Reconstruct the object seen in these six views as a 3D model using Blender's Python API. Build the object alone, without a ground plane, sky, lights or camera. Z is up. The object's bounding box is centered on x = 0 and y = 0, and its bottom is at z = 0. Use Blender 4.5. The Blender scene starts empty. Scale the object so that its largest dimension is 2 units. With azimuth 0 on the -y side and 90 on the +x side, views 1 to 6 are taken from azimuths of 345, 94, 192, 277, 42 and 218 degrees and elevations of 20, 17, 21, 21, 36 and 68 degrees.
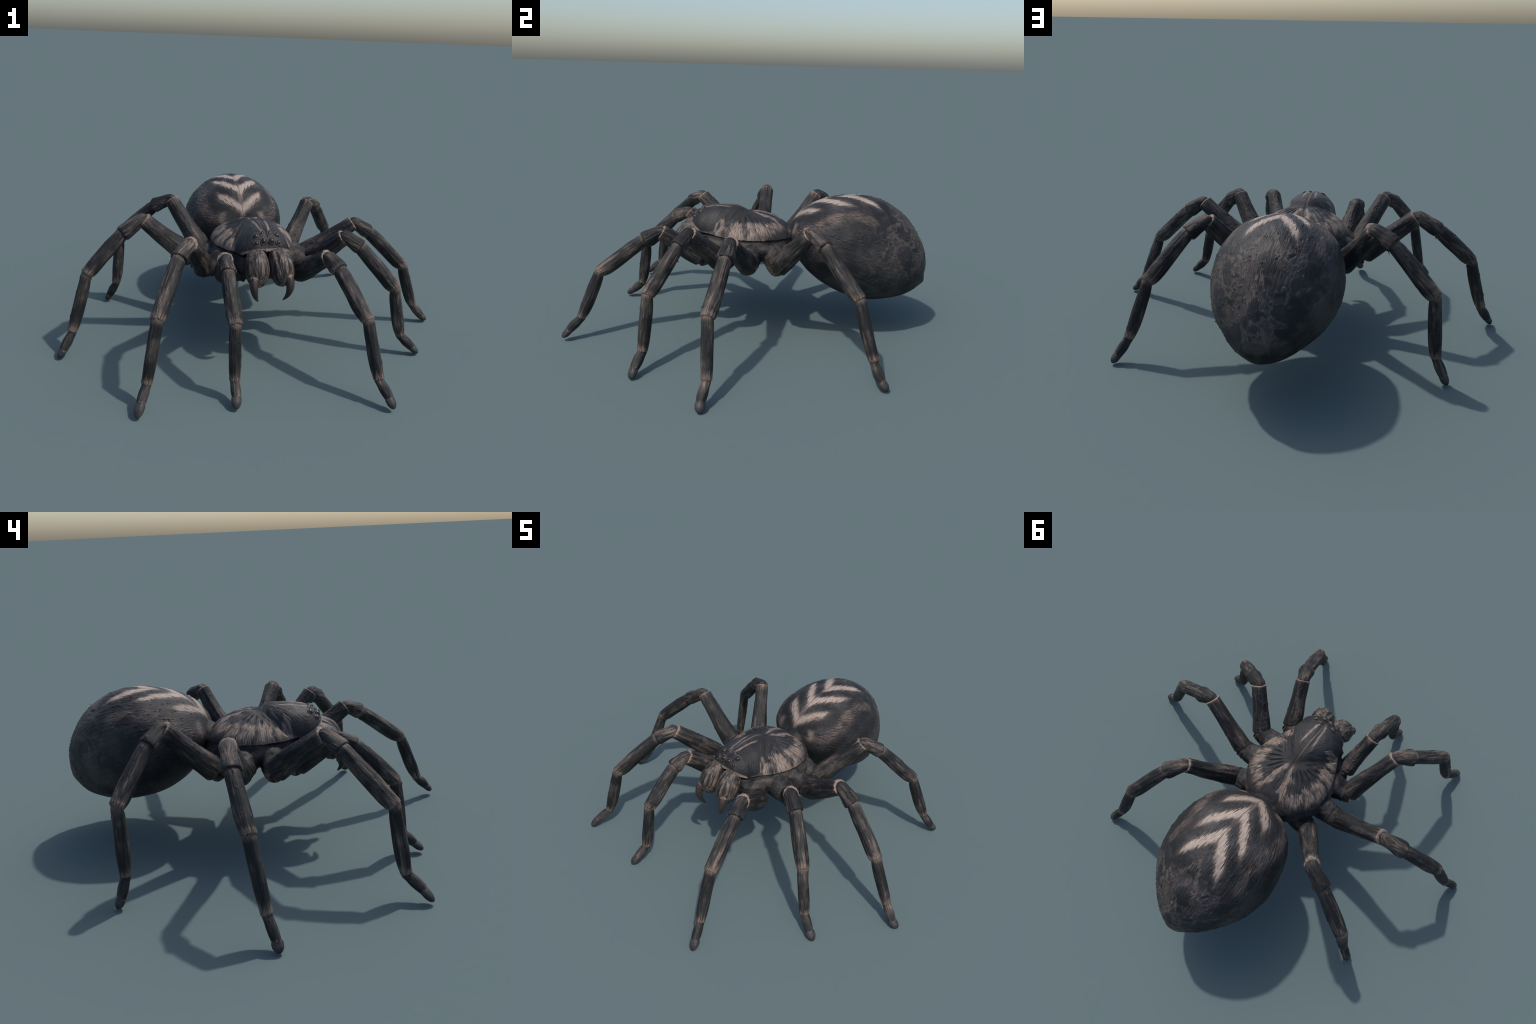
# A large dark hairy spider standing on eight bent legs: carapace with head lobe and eyes,
# chelicerae with fangs, egg-shaped abdomen with pale chevrons, eight jointed legs.
import bpy, bmesh, math, random
import numpy as np
from mathutils import Vector, Matrix

XC = -0.017                      # symmetry plane of the fore body
RNG = np.random.default_rng(11)


# ------------------------------------------------------------------ numeric helpers
def smoothstep(a, b, x):
    t = np.clip((x - a) / (b - a), 0, 1)
    return t * t * (3 - 2 * t)


def unit(v):
    v = np.asarray(v, float)
    return v / np.linalg.norm(v)


def curve(xs, ys, x):
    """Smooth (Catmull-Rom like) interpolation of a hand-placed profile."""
    xs, ys = np.asarray(xs, float), np.asarray(ys, float)
    x = np.clip(np.asarray(x, float), xs[0], xs[-1])
    m = np.zeros_like(ys)
    h = np.diff(xs)
    d = (np.diff(ys, axis=0).T / h).T
    m[0], m[-1] = d[0], d[-1]
    for i in range(1, len(xs) - 1):
        same = np.sign(d[i - 1]) == np.sign(d[i])
        m[i] = np.where(same, (d[i - 1] * h[i] + d[i] * h[i - 1]) / (h[i] + h[i - 1]), 0.35 * (d[i - 1] * h[i] + d[i] * h[i - 1]) / (h[i] + h[i - 1]))
    k = np.clip(np.searchsorted(xs, x, side="right") - 1, 0, len(xs) - 2)
    t = (x - xs[k]) / h[k]
    if ys.ndim > 1:
        t, hk = t[..., None], h[k][..., None]
    else:
        hk = h[k]
    return (2 * t**3 - 3 * t**2 + 1) * ys[k] + (t**3 - 2 * t**2 + t) * hk * m[k] + (-2 * t**3 + 3 * t**2) * ys[k + 1] + (t**3 - t**2) * hk * m[k + 1]


def hash01(i, j, k, seed):
    n = (i * 374761393 + j * 668265263 + k * 2147483647 + seed * 974634777) & 0xFFFFFFFF
    n = ((n ^ (n >> 13)) * 1274126177) & 0xFFFFFFFF
    return ((n ^ (n >> 16)) & 0xFFFF) / 65535.0


def noise3(p, seed=0):
    """Vectorised value noise, 0..1, on an (n, 3) array."""
    p = np.asarray(p, float)
    f = np.floor(p)
    i = f.astype(np.int64)
    t = p - f
    t = t * t * (3 - 2 * t)
    out = 0
    for a in (0, 1):
        for b in (0, 1):
            for c in (0, 1):
                w = (t[:, 0] if a else 1 - t[:, 0]) * (t[:, 1] if b else 1 - t[:, 1]) * (t[:, 2] if c else 1 - t[:, 2])
                out = out + w * hash01(i[:, 0] + a, i[:, 1] + b, i[:, 2] + c, seed)
    return out


# ------------------------------------------------------------------ node helpers
class Sum:
    """A value in a node tree; arithmetic on it adds Math nodes."""
    def __init__(self, tree, socket):
        self.tree, self.socket = tree, socket

    def _op(self, op, *others):
        n = self.tree.nodes.new("ShaderNodeMath")
        n.operation = op
        for k, o in enumerate((self, *others)):
            if isinstance(o, Sum):
                self.tree.links.new(o.socket, n.inputs[k])
            else:
                n.inputs[k].default_value = o
        return Sum(self.tree, n.outputs[0])

    def const(self, v):
        n = self.tree.nodes.new("ShaderNodeValue")
        n.outputs[0].default_value = v
        return Sum(self.tree, n.outputs[0])

    def __add__(self, o): return self._op("ADD", o)
    __radd__ = __add__
    def __sub__(self, o): return self._op("SUBTRACT", o)
    def __rsub__(self, o): return self.const(o) - self
    def __mul__(self, o): return self._op("MULTIPLY", o)
    __rmul__ = __mul__
    def __truediv__(self, o): return self._op("DIVIDE", o)
    def abs(self): return self._op("ABSOLUTE")
    def max(self, o): return self._op("MAXIMUM", o)
    def min(self, o): return self._op("MINIMUM", o)
    def sqrt(self): return self._op("SQRT")
    def acos(self): return self._op("ARCCOSINE")
    def atan2(self, o): return self._op("ARCTAN2", o)

    def step(self, lo, hi):
        """Smooth 0..1 ramp; lo > hi gives a falling one."""
        n = self.tree.nodes.new("ShaderNodeMapRange")
        n.interpolation_type = "SMOOTHSTEP"
        a, b, c, d = (lo, hi, 0, 1) if lo < hi else (hi, lo, 1, 0)
        self.tree.links.new(self.socket, n.inputs[0])
        for k, v in zip((1, 2, 3, 4), (a, b, c, d)):
            n.inputs[k].default_value = v
        return Sum(self.tree, n.outputs[0])


class Maker:
    """Small helper around one material."""
    def __init__(self, name):
        self.mat = bpy.data.materials.new(name)
        self.mat.use_nodes = True
        self.t = self.mat.node_tree
        self.bsdf = self.t.nodes["Principled BSDF"]
        co = self.t.nodes.new("ShaderNodeTexCoord")
        self.obj, self.gen = co.outputs["Object"], co.outputs["Generated"]

    def xyz(self, socket):
        n = self.t.nodes.new("ShaderNodeSeparateXYZ")
        self.t.links.new(socket, n.inputs[0])
        return [Sum(self.t, o) for o in n.outputs]

    def vec(self, x, y, z):
        n = self.t.nodes.new("ShaderNodeCombineXYZ")
        for k, v in enumerate((x, y, z)):
            if isinstance(v, Sum):
                self.t.links.new(v.socket, n.inputs[k])
            else:
                n.inputs[k].default_value = v
        return n.outputs[0]

    def noise(self, vector, scale=1.0, detail=2.0, rough=0.5, distort=0.0):
        n = self.t.nodes.new("ShaderNodeTexNoise")
        n.inputs["Scale"].default_value = scale
        n.inputs["Detail"].default_value = detail
        n.inputs["Roughness"].default_value = rough
        n.inputs["Distortion"].default_value = distort
        self.t.links.new(vector, n.inputs["Vector"])
        return Sum(self.t, n.outputs[0])

    def random(self):
        n = self.t.nodes.new("ShaderNodeObjectInfo")
        return Sum(self.t, n.outputs["Random"])

    def mix(self, f, a, b):
        n = self.t.nodes.new("ShaderNodeMix")
        n.data_type = "RGBA"
        if isinstance(f, Sum):
            self.t.links.new(f.socket, n.inputs[0])
        else:
            n.inputs[0].default_value = f
        for k, c in ((6, a), (7, b)):
            if isinstance(c, tuple):
                n.inputs[k].default_value = (*c, 1)
            else:
                self.t.links.new(c, n.inputs[k])
        return n.outputs[2]

    def finish(self, colour, rough=0.5, spec=0.4, bump=None, bump_dist=0.002, bump_strength=0.5):
        if isinstance(colour, tuple):
            self.bsdf.inputs["Base Color"].default_value = (*colour, 1)
        else:
            self.t.links.new(colour, self.bsdf.inputs["Base Color"])
        if isinstance(rough, Sum):
            self.t.links.new(rough.socket, self.bsdf.inputs["Roughness"])
        else:
            self.bsdf.inputs["Roughness"].default_value = rough
        self.bsdf.inputs["Specular IOR Level"].default_value = spec
        if bump is not None:
            n = self.t.nodes.new("ShaderNodeBump")
            n.inputs["Strength"].default_value = bump_strength
            n.inputs["Distance"].default_value = bump_dist
            self.t.links.new(bump.socket, n.inputs["Height"])
            self.t.links.new(n.outputs[0], self.bsdf.inputs["Normal"])
        return self.mat


BLACK = (0.0155, 0.0152, 0.0162)
GREY = (0.042, 0.040, 0.040)
BROWN = (0.105, 0.076, 0.060)
TAN = (0.235, 0.172, 0.138)
PALE = (0.43, 0.343, 0.283)


def leg_material(name, tan=0.5, distal=0.85, proximal=0.0, ring=0.0):
    """Dark cuticle with hair streaks along the segment (local z), pale hair near its ends."""
    m = Maker(name)
    x, y, z = m.xyz(m.obj)
    gx, gy, gz = m.xyz(m.gen)
    rnd = m.random() * 37.0
    coarse = m.noise(m.vec(x * 60 + rnd, y * 60, z * 7), 1, 3, 0.6, 0.5)
    strand = m.noise(m.vec(x * 260, y * 260 + rnd, z * 14), 1, 3, 0.65, 0.2)
    blotch = m.noise(m.vec(x * 14 + rnd, y * 14, z * 9), 1, 3, 0.55)
    hair = coarse * 0.5 + strand * 0.5 + (blotch - 0.5) * 0.45
    lo = 0.60 - 0.16 * tan
    grey = (coarse * 0.5 + blotch * 0.5).step(0.42, 0.58)
    col = m.mix(grey, (0.0150, 0.0145, 0.0150), (0.042, 0.0395, 0.0385))
    col = m.mix(hair.step(lo, lo + 0.10) * 0.75, col, (0.096, 0.071, 0.057))
    col = m.mix(hair.step(lo + 0.07, lo + 0.16) * 0.75, col, (0.215, 0.158, 0.124))
    fray = (strand - 0.5) * 0.30 + (coarse - 0.5) * 0.25
    thread = strand.step(0.36, 0.60)
    if distal:
        end = (gz + fray).step(distal, distal + 0.16)
        col = m.mix(end * (thread * 0.75 + 0.15), col, (0.225, 0.160, 0.122))
    if proximal:
        end = (gz + fray * 0.7).step(proximal, 0.02)
        col = m.mix(end * (thread * 0.7 + 0.1), col, (0.20, 0.142, 0.110))
    if ring:
        edge = (gz + fray * 0.06).step(1 - ring, 1 - ring * 0.3)
        col = m.mix(edge * (coarse.step(0.32, 0.6) * 0.6 + 0.3), col, (0.29, 0.215, 0.168))
    rough = hair * 0.3 + 0.46
    return m.finish(col, rough, 0.26, strand * 0.8 + coarse * 0.8, 0.0035, 0.75)


def plain_hair_material(name, scale=(120, 120, 120), tan=0.45, dark=BLACK, base=GREY):
    m = Maker(name)
    x, y, z = m.xyz(m.obj)
    n1 = m.noise(m.vec(x * scale[0], y * scale[1], z * scale[2]), 1, 3, 0.6, 0.3)
    n2 = m.noise(m.vec(x * 14, y * 14, z * 14), 1, 3, 0.55)
    mixv = n1 * 0.55 + n2 * 0.45
    col = m.mix(n2.step(0.4, 0.6), dark, base)
    col = m.mix(mixv.step(0.63 - 0.22 * tan, 0.80 - 0.22 * tan) * 0.75, col, BROWN)
    return m.finish(col, n1 * 0.25 + 0.48, 0.26, n1, 0.003, 0.7)


def abdomen_material(length):
    m = Maker("abdomen_hair")
    x, y, z = m.xyz(m.obj)
    t = (y / length).max(0.0).min(1.0)
    theta = (1.0 - t * 2.0).acos()             # 0 at the waist, pi at the tail
    phi = x.atan2(z)                           # 0 on the back line
    ax = x.abs()
    strand = m.noise(m.vec(phi * 75, theta * 9, 0.0), 1, 2, 0.6)
    lock = m.noise(m.vec(phi * 26, theta * 4.5, 3.0), 1, 3, 0.6, 0.3)
    grit = m.noise(m.vec(x * 160, y * 90, z * 160), 1, 3, 0.6)
    cloud = m.noise(m.vec(x * 7, y * 7, z * 7), 1, 3, 0.55)
    fray = (strand - 0.5) * 0.30 + (lock - 0.5) * 0.22
    # brown hairs dusted over a black ground
    col = m.mix(cloud.step(0.38, 0.62), BLACK, (0.036, 0.036, 0.039))
    dust = (strand * 0.35 + grit * 0.3 + lock * 0.35 + (cloud - 0.5) * 0.6).step(0.52, 0.70)
    col = m.mix(dust * 0.6, col, BROWN)
    # broad brown patches on the shoulders
    band = (theta - 0.50 - (1.57 - phi.abs()) * 0.86 + fray * 1.2).abs().step(0.24, 0.05)
    band = band * (phi.abs() + fray * 0.5).step(0.55, 0.85) * (phi.abs() + fray * 0.4).step(2.0, 1.55) * (strand * 0.6 + lock * 0.4).step(0.42, 0.60)
    col = m.mix(band * 0.75, col, (0.175, 0.130, 0.106))
    spot = ((theta - 1.46 + fray) * (theta - 1.46 + fray) * 1.6 + (phi.abs() - 0.74) * (phi.abs() - 0.74) * 5.0).step(0.07, 0.02)
    col = m.mix(spot * (strand.step(0.35, 0.6)) * 0.6, col, (0.15, 0.112, 0.092))
    # net of pale lines on the rear
    net = m.noise(m.vec(x * 11, y * 11, z * 11 + 4.0), 1, 3, 0.5, 0.2)
    vein = (net - 0.5).abs().step(0.045, 0.008) * (theta + fray).step(1.50, 1.9)
    vein = vein * cloud.step(0.36, 0.54)
    col = m.mix(vein * (strand.step(0.3, 0.55)) * (phi.abs().step(1.9, 0.5) * 0.45 + 0.15), col, (0.175, 0.134, 0.110))
    # chevrons: evenly spaced in theta, arms swept back
    pale = fringe = None
    for th0, reach, half, gain in ((0.19, 0.118, 0.080, 0.85), (0.635, 0.122, 0.082, 1.0), (1.075, 0.105, 0.085, 1.0), (1.53, 0.055, 0.065, 0.22),
                                   (2.12, 0.028, 0.05, 0.30), (2.30, 0.080, 0.045, 0.16), (2.66, 0.070, 0.05, 0.16)):
        d = theta - th0 - ax * 4.15 + fray
        arm = d.abs() - half * (1.15 - (ax / reach) * 0.45)
        cut = (ax + fray * 0.12) - reach
        mask = arm.step(0.025, -0.02) * cut.step(0.006, -0.008) * (ax + fray * 0.01).step(0.0005, 0.0035) * z.step(-0.03, 0.0)
        if gain < 0.5:
            mask = mask * strand.step(0.40, 0.62)
        g = mask * gain
        if gain > 0.5:
            f = arm.step(0.10, 0.0) * cut.step(0.035, -0.01) * z.step(-0.03, 0.0) * (strand * 0.7 + lock * 0.3).step(0.42, 0.58)
            fringe = f if fringe is None else fringe.max(f)
        pale = g if pale is None else pale.max(g)
    col = m.mix(fringe * 0.6, col, (0.185, 0.140, 0.113))
    scale_patch = net.step(0.50, 0.60) * (theta + fray).step(1.6, 2.1) * phi.abs().step(1.7, 0.9) * (strand * 0.6 + lock * 0.4).step(0.36, 0.56)
    col = m.mix(scale_patch * 0.5, col, (0.150, 0.114, 0.092))
    stem = (ax + fray * 0.03).step(0.020, 0.008) * (theta + fray).step(1.0, 0.7) * z.step(0.0, 0.02) * 0.55
    waist = (theta + fray * 0.8 - 0.33).abs().step(0.075, 0.02) * (phi.abs() + fray * 0.9 - 1.55).abs().step(0.42, 0.15) * strand.step(0.3, 0.6) * 0.6
    col = m.mix(stem * (strand.step(0.3, 0.6)), col, (0.26, 0.195, 0.16))
    col = m.mix(waist, col, (0.33, 0.26, 0.215))
    hairy = m.mix(strand.step(0.32, 0.62), (0.29, 0.226, 0.184), PALE)
    col = m.mix(pale * ((strand * 0.65 + lock * 0.35).step(0.26, 0.44)), col, hairy)
    rough = grit * 0.25 + 0.42
    return m.finish(col, rough, 0.26, strand * 0.8 + grit * 0.5 + lock * 0.5, 0.004, 0.65)


def carapace_material():
    m = Maker("carapace_hair")
    x, y, z = m.xyz(m.obj)
    X = x - XC
    ax = X.abs()
    yy = y + 0.04
    r = (X * X + yy * yy).sqrt()
    ang = yy.atan2(ax)                          # 0 to the side, +pi/2 to the rear
    angf = X.atan2(yy * -1.0)
    strand = m.noise(m.vec(angf * 40, r * 30, 0.0), 1, 2, 0.6)
    lock = m.noise(m.vec(angf * 15, r * 16, 5.0), 1, 3, 0.6, 0.3)
    grit = m.noise(m.vec(x * 150, y * 150, z * 150), 1, 3, 0.6)
    cloud = m.noise(m.vec(x * 9, y * 9, z * 9), 1, 3, 0.55)
    fray = (strand - 0.5) * 0.06 + (lock - 0.5) * 0.06
    patchy = m.noise(m.vec(x * 13 + 3.0, y * 13, 2.0), 1, 2, 0.5)
    col = m.mix(cloud.step(0.38, 0.62), (0.0165, 0.0162, 0.0175), (0.033, 0.032, 0.0325))
    tan = None
    patches = ((-0.70, 0.150, 0.13, 0.85), (-0.20, 0.124, 0.19, 1.0), (0.27, 0.140, 0.13, 1.0), (0.58, 0.150, 0.12, 1.0), (0.92, 0.172, 0.14, 0.95), (1.26, 0.040, 0.10, 1.0))
    for a0, r0, half, gain in patches:
        side = ((ang - a0 + (patchy - 0.5) * 0.75 + (lock - 0.5) * 0.4 + (strand - 0.5) * 0.25).abs()).step(half + 0.06, half - 0.06)
        g = side * (r + fray).step(r0 - 0.008, r0 + 0.012) * gain * (strand * 0.7 + lock * 0.3).step(0.24, 0.44)
        tan = g if tan is None else tan.max(g)
    tan = tan * (y + 0.0).step(-0.215, -0.185) * (z.step(0.495, 0.512))
    tail = (r + fray * 0.8).step(0.235, 0.205)
    tan = tan * tail
    # thin pale lines along the head
    line = ((ax - 0.022 - (y + 0.23) * 0.09 + fray * 0.12).abs()).step(0.008, 0.003) * (y + fray).step(-0.255, -0.235) * (y + fray).step(-0.10, -0.14)
    mid = (ax - 0.006 + fray * 0.06).abs().step(0.005, 0.001) * (y + fray).step(-0.24, -0.20) * (y + fray).step(-0.02, -0.07)
    tan = tan.max(line * 0.85).max(mid * 0.45)
    hair = m.mix(strand.step(0.35, 0.65), (0.105, 0.080, 0.064), (0.300, 0.230, 0.186))
    col = m.mix(tan, col, hair)
    dust = (grit * 0.5 + lock * 0.5).step(0.56, 0.72)
    col = m.mix(dust * 0.45, col, BROWN)
    # worn pale hair on the raised rim
    rim = z.step(0.522, 0.512) * z.step(0.494, 0.502) * (y + fray).step(-0.30, -0.26) * (y + fray).step(0.13, 0.06)
    col = m.mix(rim * (lock.step(0.42, 0.65)) * 0.45, col, TAN)
    front = (z + y * 0.578 - 0.366).step(0.012, 0.004) * y.step(-0.262, -0.275)
    col = m.mix(front * (lock.step(0.25, 0.5)) * 0.75, col, (0.26, 0.195, 0.155))
    return m.finish(col, grit * 0.22 + 0.42, 0.32, strand * 0.8 + grit * 0.6, 0.004, 0.75)


def chelicera_material():
    m = Maker("chelicera_hair")
    x, y, z = m.xyz(m.obj)
    gx, gy, gz = m.xyz(m.gen)
    strand = m.noise(m.vec(x * 170, y * 170, z * 16), 1, 2, 0.6)
    lock = m.noise(m.vec(x * 60, y * 60, z * 9), 1, 3, 0.6, 0.3)
    hair = strand * 0.45 + lock * 0.55
    col = m.mix(lock.step(0.4, 0.6), BLACK, GREY)
    col = m.mix(hair.step(0.43, 0.56) * 0.8, col, BROWN)
    col = m.mix(hair.step(0.51, 0.63) * 0.62, col, (0.27, 0.20, 0.157))
    return m.finish(col, 0.5, 0.36, strand * 0.7 + lock * 0.8, 0.0045, 0.7)


def rust_material():
    m = Maker("fang_socket_rust")
    x, y, z = m.xyz(m.obj)
    n = m.noise(m.vec(x * 200, y * 200, z * 30), 1, 3)
    col = m.mix(n.step(0.35, 0.65), (0.045, 0.033, 0.027), (0.20, 0.137, 0.102))
    return m.finish(col, 0.5, 0.35, n, 0.002, 0.4)


def fang_material():
    m = Maker("fang_horn")
    x, y, z = m.xyz(m.obj)
    gx, gy, gz = m.xyz(m.gen)
    n = m.noise(m.vec(x * 90, y * 90, z * 40), 1, 3)
    col = m.mix((gz + (n - 0.5) * 0.25).step(0.35, 0.95), (0.042, 0.029, 0.026), (0.017, 0.0155, 0.0155))
    return m.finish(col, 0.38, 0.5, n, 0.001, 0.3)


def eye_material():
    m = Maker("eye_glass_black")
    x, y, z = m.xyz(m.obj)
    n = m.noise(m.vec(x * 50, y * 50, z * 50), 1, 2)
    return m.finish(m.mix(n, (0.011, 0.011, 0.013), (0.020, 0.020, 0.023)), 0.34, 0.45)


def claw_material():
    m = Maker("claw_pad_grey")
    x, y, z = m.xyz(m.obj)
    n = m.noise(m.vec(x * 60, y * 60, z * 30), 1, 3)
    col = m.mix(n.step(0.35, 0.65), (0.026, 0.025, 0.026), (0.050, 0.046, 0.045))
    return m.finish(col, 0.5, 0.35, n, 0.001, 0.3)


# ------------------------------------------------------------------ mesh helpers
def new_object(name, verts, faces, material, matrix=None, parent=None, smooth=True):
    me = bpy.data.meshes.new(name)
    me.from_pydata([tuple(v) for v in verts], [], faces)
    me.validate()
    me.update()
    ob = bpy.data.objects.new(name, me)
    bpy.context.scene.collection.objects.link(ob)
    me.materials.append(material)
    if smooth:
        me.polygons.foreach_set("use_smooth", [True] * len(me.polygons))
    if matrix is not None:
        ob.matrix_world = matrix
    if parent is not None:
        ob.parent = parent
        ob.matrix_parent_inverse = parent.matrix_basis.inverted()
    return ob


def grid_faces(rows, cols, closed=True, base=0):
    f = []
    for i in range(rows - 1):
        for j in range(cols if closed else cols - 1):
            k = (j + 1) % cols
            f.append((base + i * cols + j, base + i * cols + k, base + (i + 1) * cols + k, base + (i + 1) * cols + j))
    return f


def frame_matrix(origin, xa, ya, za):
    return Matrix(((xa[0], ya[0], za[0], origin[0]), (xa[1], ya[1], za[1], origin[1]), (xa[2], ya[2], za[2], origin[2]), (0, 0, 0, 1)))


def tube(name, spine, profile, side_hint, material, parent, rows=60, cols=48, ridge=0.0008, bumps=0, seed=0, squash=1.0, facet=0.0, lump=0.0):
    """Limb segment. spine: control points; profile: rows of (t, half width, half height, dorsal shift)
    along it; the object's own z axis runs along the segment, y points to the dorsal side."""
    spine = np.asarray(spine, float)
    profile = np.asarray(profile, float)
    k = np.concatenate([[0], np.cumsum(np.linalg.norm(np.diff(spine, axis=0), axis=1))])
    k /= k[-1]
    # denser rows where the profile has many stations (lips and grooves)
    t = np.unique(np.concatenate([np.linspace(0, 1, rows), profile[:, 0]]))
    rows = len(t)
    c = curve(k, spine, t)
    tan = np.gradient(c, t, axis=0)
    tan /= np.linalg.norm(tan, axis=1)[:, None]
    side = side_hint - tan * (tan @ side_hint)[:, None]
    side /= np.linalg.norm(side, axis=1)[:, None]
    dors = np.cross(side, tan)
    pr = curve(profile[:, 0], profile[:, 1:], t)
    a = np.linspace(0, 2 * math.pi, cols, endpoint=False)
    ca, sa = np.cos(a), np.sin(a)
    length = np.linalg.norm(spine[-1] - spine[0])
    T, A = np.meshgrid(t, a, indexing="ij")
    # lengthwise ridges and shallow unevenness
    p = np.stack([np.cos(A) * 4.2 + seed, np.sin(A) * 4.2, T * length * 14], -1).reshape(-1, 3)
    p2 = np.stack([np.cos(A) * 9 + seed, np.sin(A) * 9, T * length * 10 + 7], -1).reshape(-1, 3)
    p3 = np.stack([np.cos(A) * 1.3 + seed, np.sin(A) * 1.3, T * length * 11 + 3], -1).reshape(-1, 3)
    disp = ((noise3(p, 1) - 0.5) * 1.6 + (noise3(p2, 2) - 0.5) * 1.2).reshape(T.shape) * ridge + (noise3(p3, 5) - 0.5).reshape(T.shape) * lump
    rng = np.random.default_rng(1000 + seed)
    for _ in range(bumps):
        bt, ba = rng.uniform(0.08, 0.9), rng.normal(math.pi / 2, 1.0)
        h = rng.choice([1.0, -0.8]) * rng.uniform(0.0016, 0.0032)
        da = np.abs((A - ba + math.pi) % (2 * math.pi) - math.pi)
        disp += h * np.exp(-(((T - bt) * length / 0.0062) ** 2 + (da * 0.036 / 0.0034) ** 2))
    w = pr[:, 0][:, None] + disp
    hgt = pr[:, 1][:, None] + disp
    pos = c[:, None, :] + side[:, None, :] * (w * ca)[..., None] + dors[:, None, :] * (hgt * sa * np.where(sa > 0, 1, squash) + pr[:, 2][:, None])[..., None]
    verts = pos.reshape(-1, 3)
    faces = grid_faces(rows, cols)
    n = len(verts)
    verts = np.vstack([verts, c[0] + dors[0] * pr[0, 2], c[-1] + dors[-1] * pr[-1, 2]])
    for j in range(cols):
        q = (j + 1) % cols
        faces.append((n, q, j))
        faces.append((n + 1, (rows - 1) * cols + j, (rows - 1) * cols + q))
    za = unit(spine[-1] - spine[0])
    xa = unit(side_hint - za * (za @ side_hint))
    ya = np.cross(za, xa)
    R = np.stack([xa, ya, za])
    local = (verts - spine[0]) @ R.T
    return new_object(name, local, faces, material, frame_matrix(spine[0], xa, ya, za), parent)


# ------------------------------------------------------------------ the whole animal
spider = bpy.data.objects.new("spider", None)
bpy.context.scene.collection.objects.link(spider)
spider["label"] = "large dark hairy spider with pale chevrons on its round abdomen"
spider["category"] = "spider"

M_FEMUR = leg_material("femur_hair", 0.46, 0.90, 0.085, 0.028)
M_PATELLA = leg_material("patella_hair", 0.66, 0.0, 0.0, 0.0)
M_TIBIA = leg_material("tibia_hair", 0.60, 0.86, 0.10, 0.0)
M_META = leg_material("metatarsus_hair", 0.48, 0.84, 0.12, 0.0)
M_TARSUS = leg_material("tarsus_hair", 0.42, 0.90, 0.16, 0.0)
M_RING = plain_hair_material("joint_membrane", (90, 90, 90), 1.2, (0.07, 0.052, 0.042), (0.15, 0.112, 0.09))
M_TROCH = leg_material("trochanter_hair", 0.95, 0.0, 0.0, 0.0)
M_CLAW = claw_material()
M_BODY = plain_hair_material("flank_hair", (70, 70, 130), 0.62)
M_DARK = plain_hair_material("dark_cuticle", (60, 60, 60), 0.2)

# ------------------------------------------------------------------ abdomen
AB_A = np.array([-0.0117, 0.2068, 0.5553])
AB_B = np.array([0.0051, 0.9059, 0.2887])
AB_LEN = float(np.linalg.norm(AB_B - AB_A))
AB_Y = unit(AB_B - AB_A)
AB_X = unit(np.cross(AB_Y, [0, 0, 1]))
AB_Z = np.cross(AB_X, AB_Y)
AB_SIDE = (0.2654, 0.0837, -0.0175, 0.0146)
AB_UP = (0.2719, -0.0022, -0.0217, 0.0054)
AB_DOWN = (0.2269, 0.0006, -0.0048, 0.0001)


def series(c, th):
    return np.sin(th) * (c[0] + c[1] * np.cos(th) + c[2] * np.cos(2 * th) + c[3] * np.cos(3 * th))


def abdomen_point(th, ph):
    """Local point; th from waist to tail, ph around the axis (pi/2 = back)."""
    z = np.sin(ph)
    blend = smoothstep(-0.25, 0.25, z)
    r = series(AB_UP, th) * blend + series(AB_DOWN, th) * (1 - blend)
    return np.stack([series(AB_SIDE, th) * np.cos(ph), AB_LEN * (1 - np.cos(th)) / 2 + 0 * ph, r * z], -1)


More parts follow.
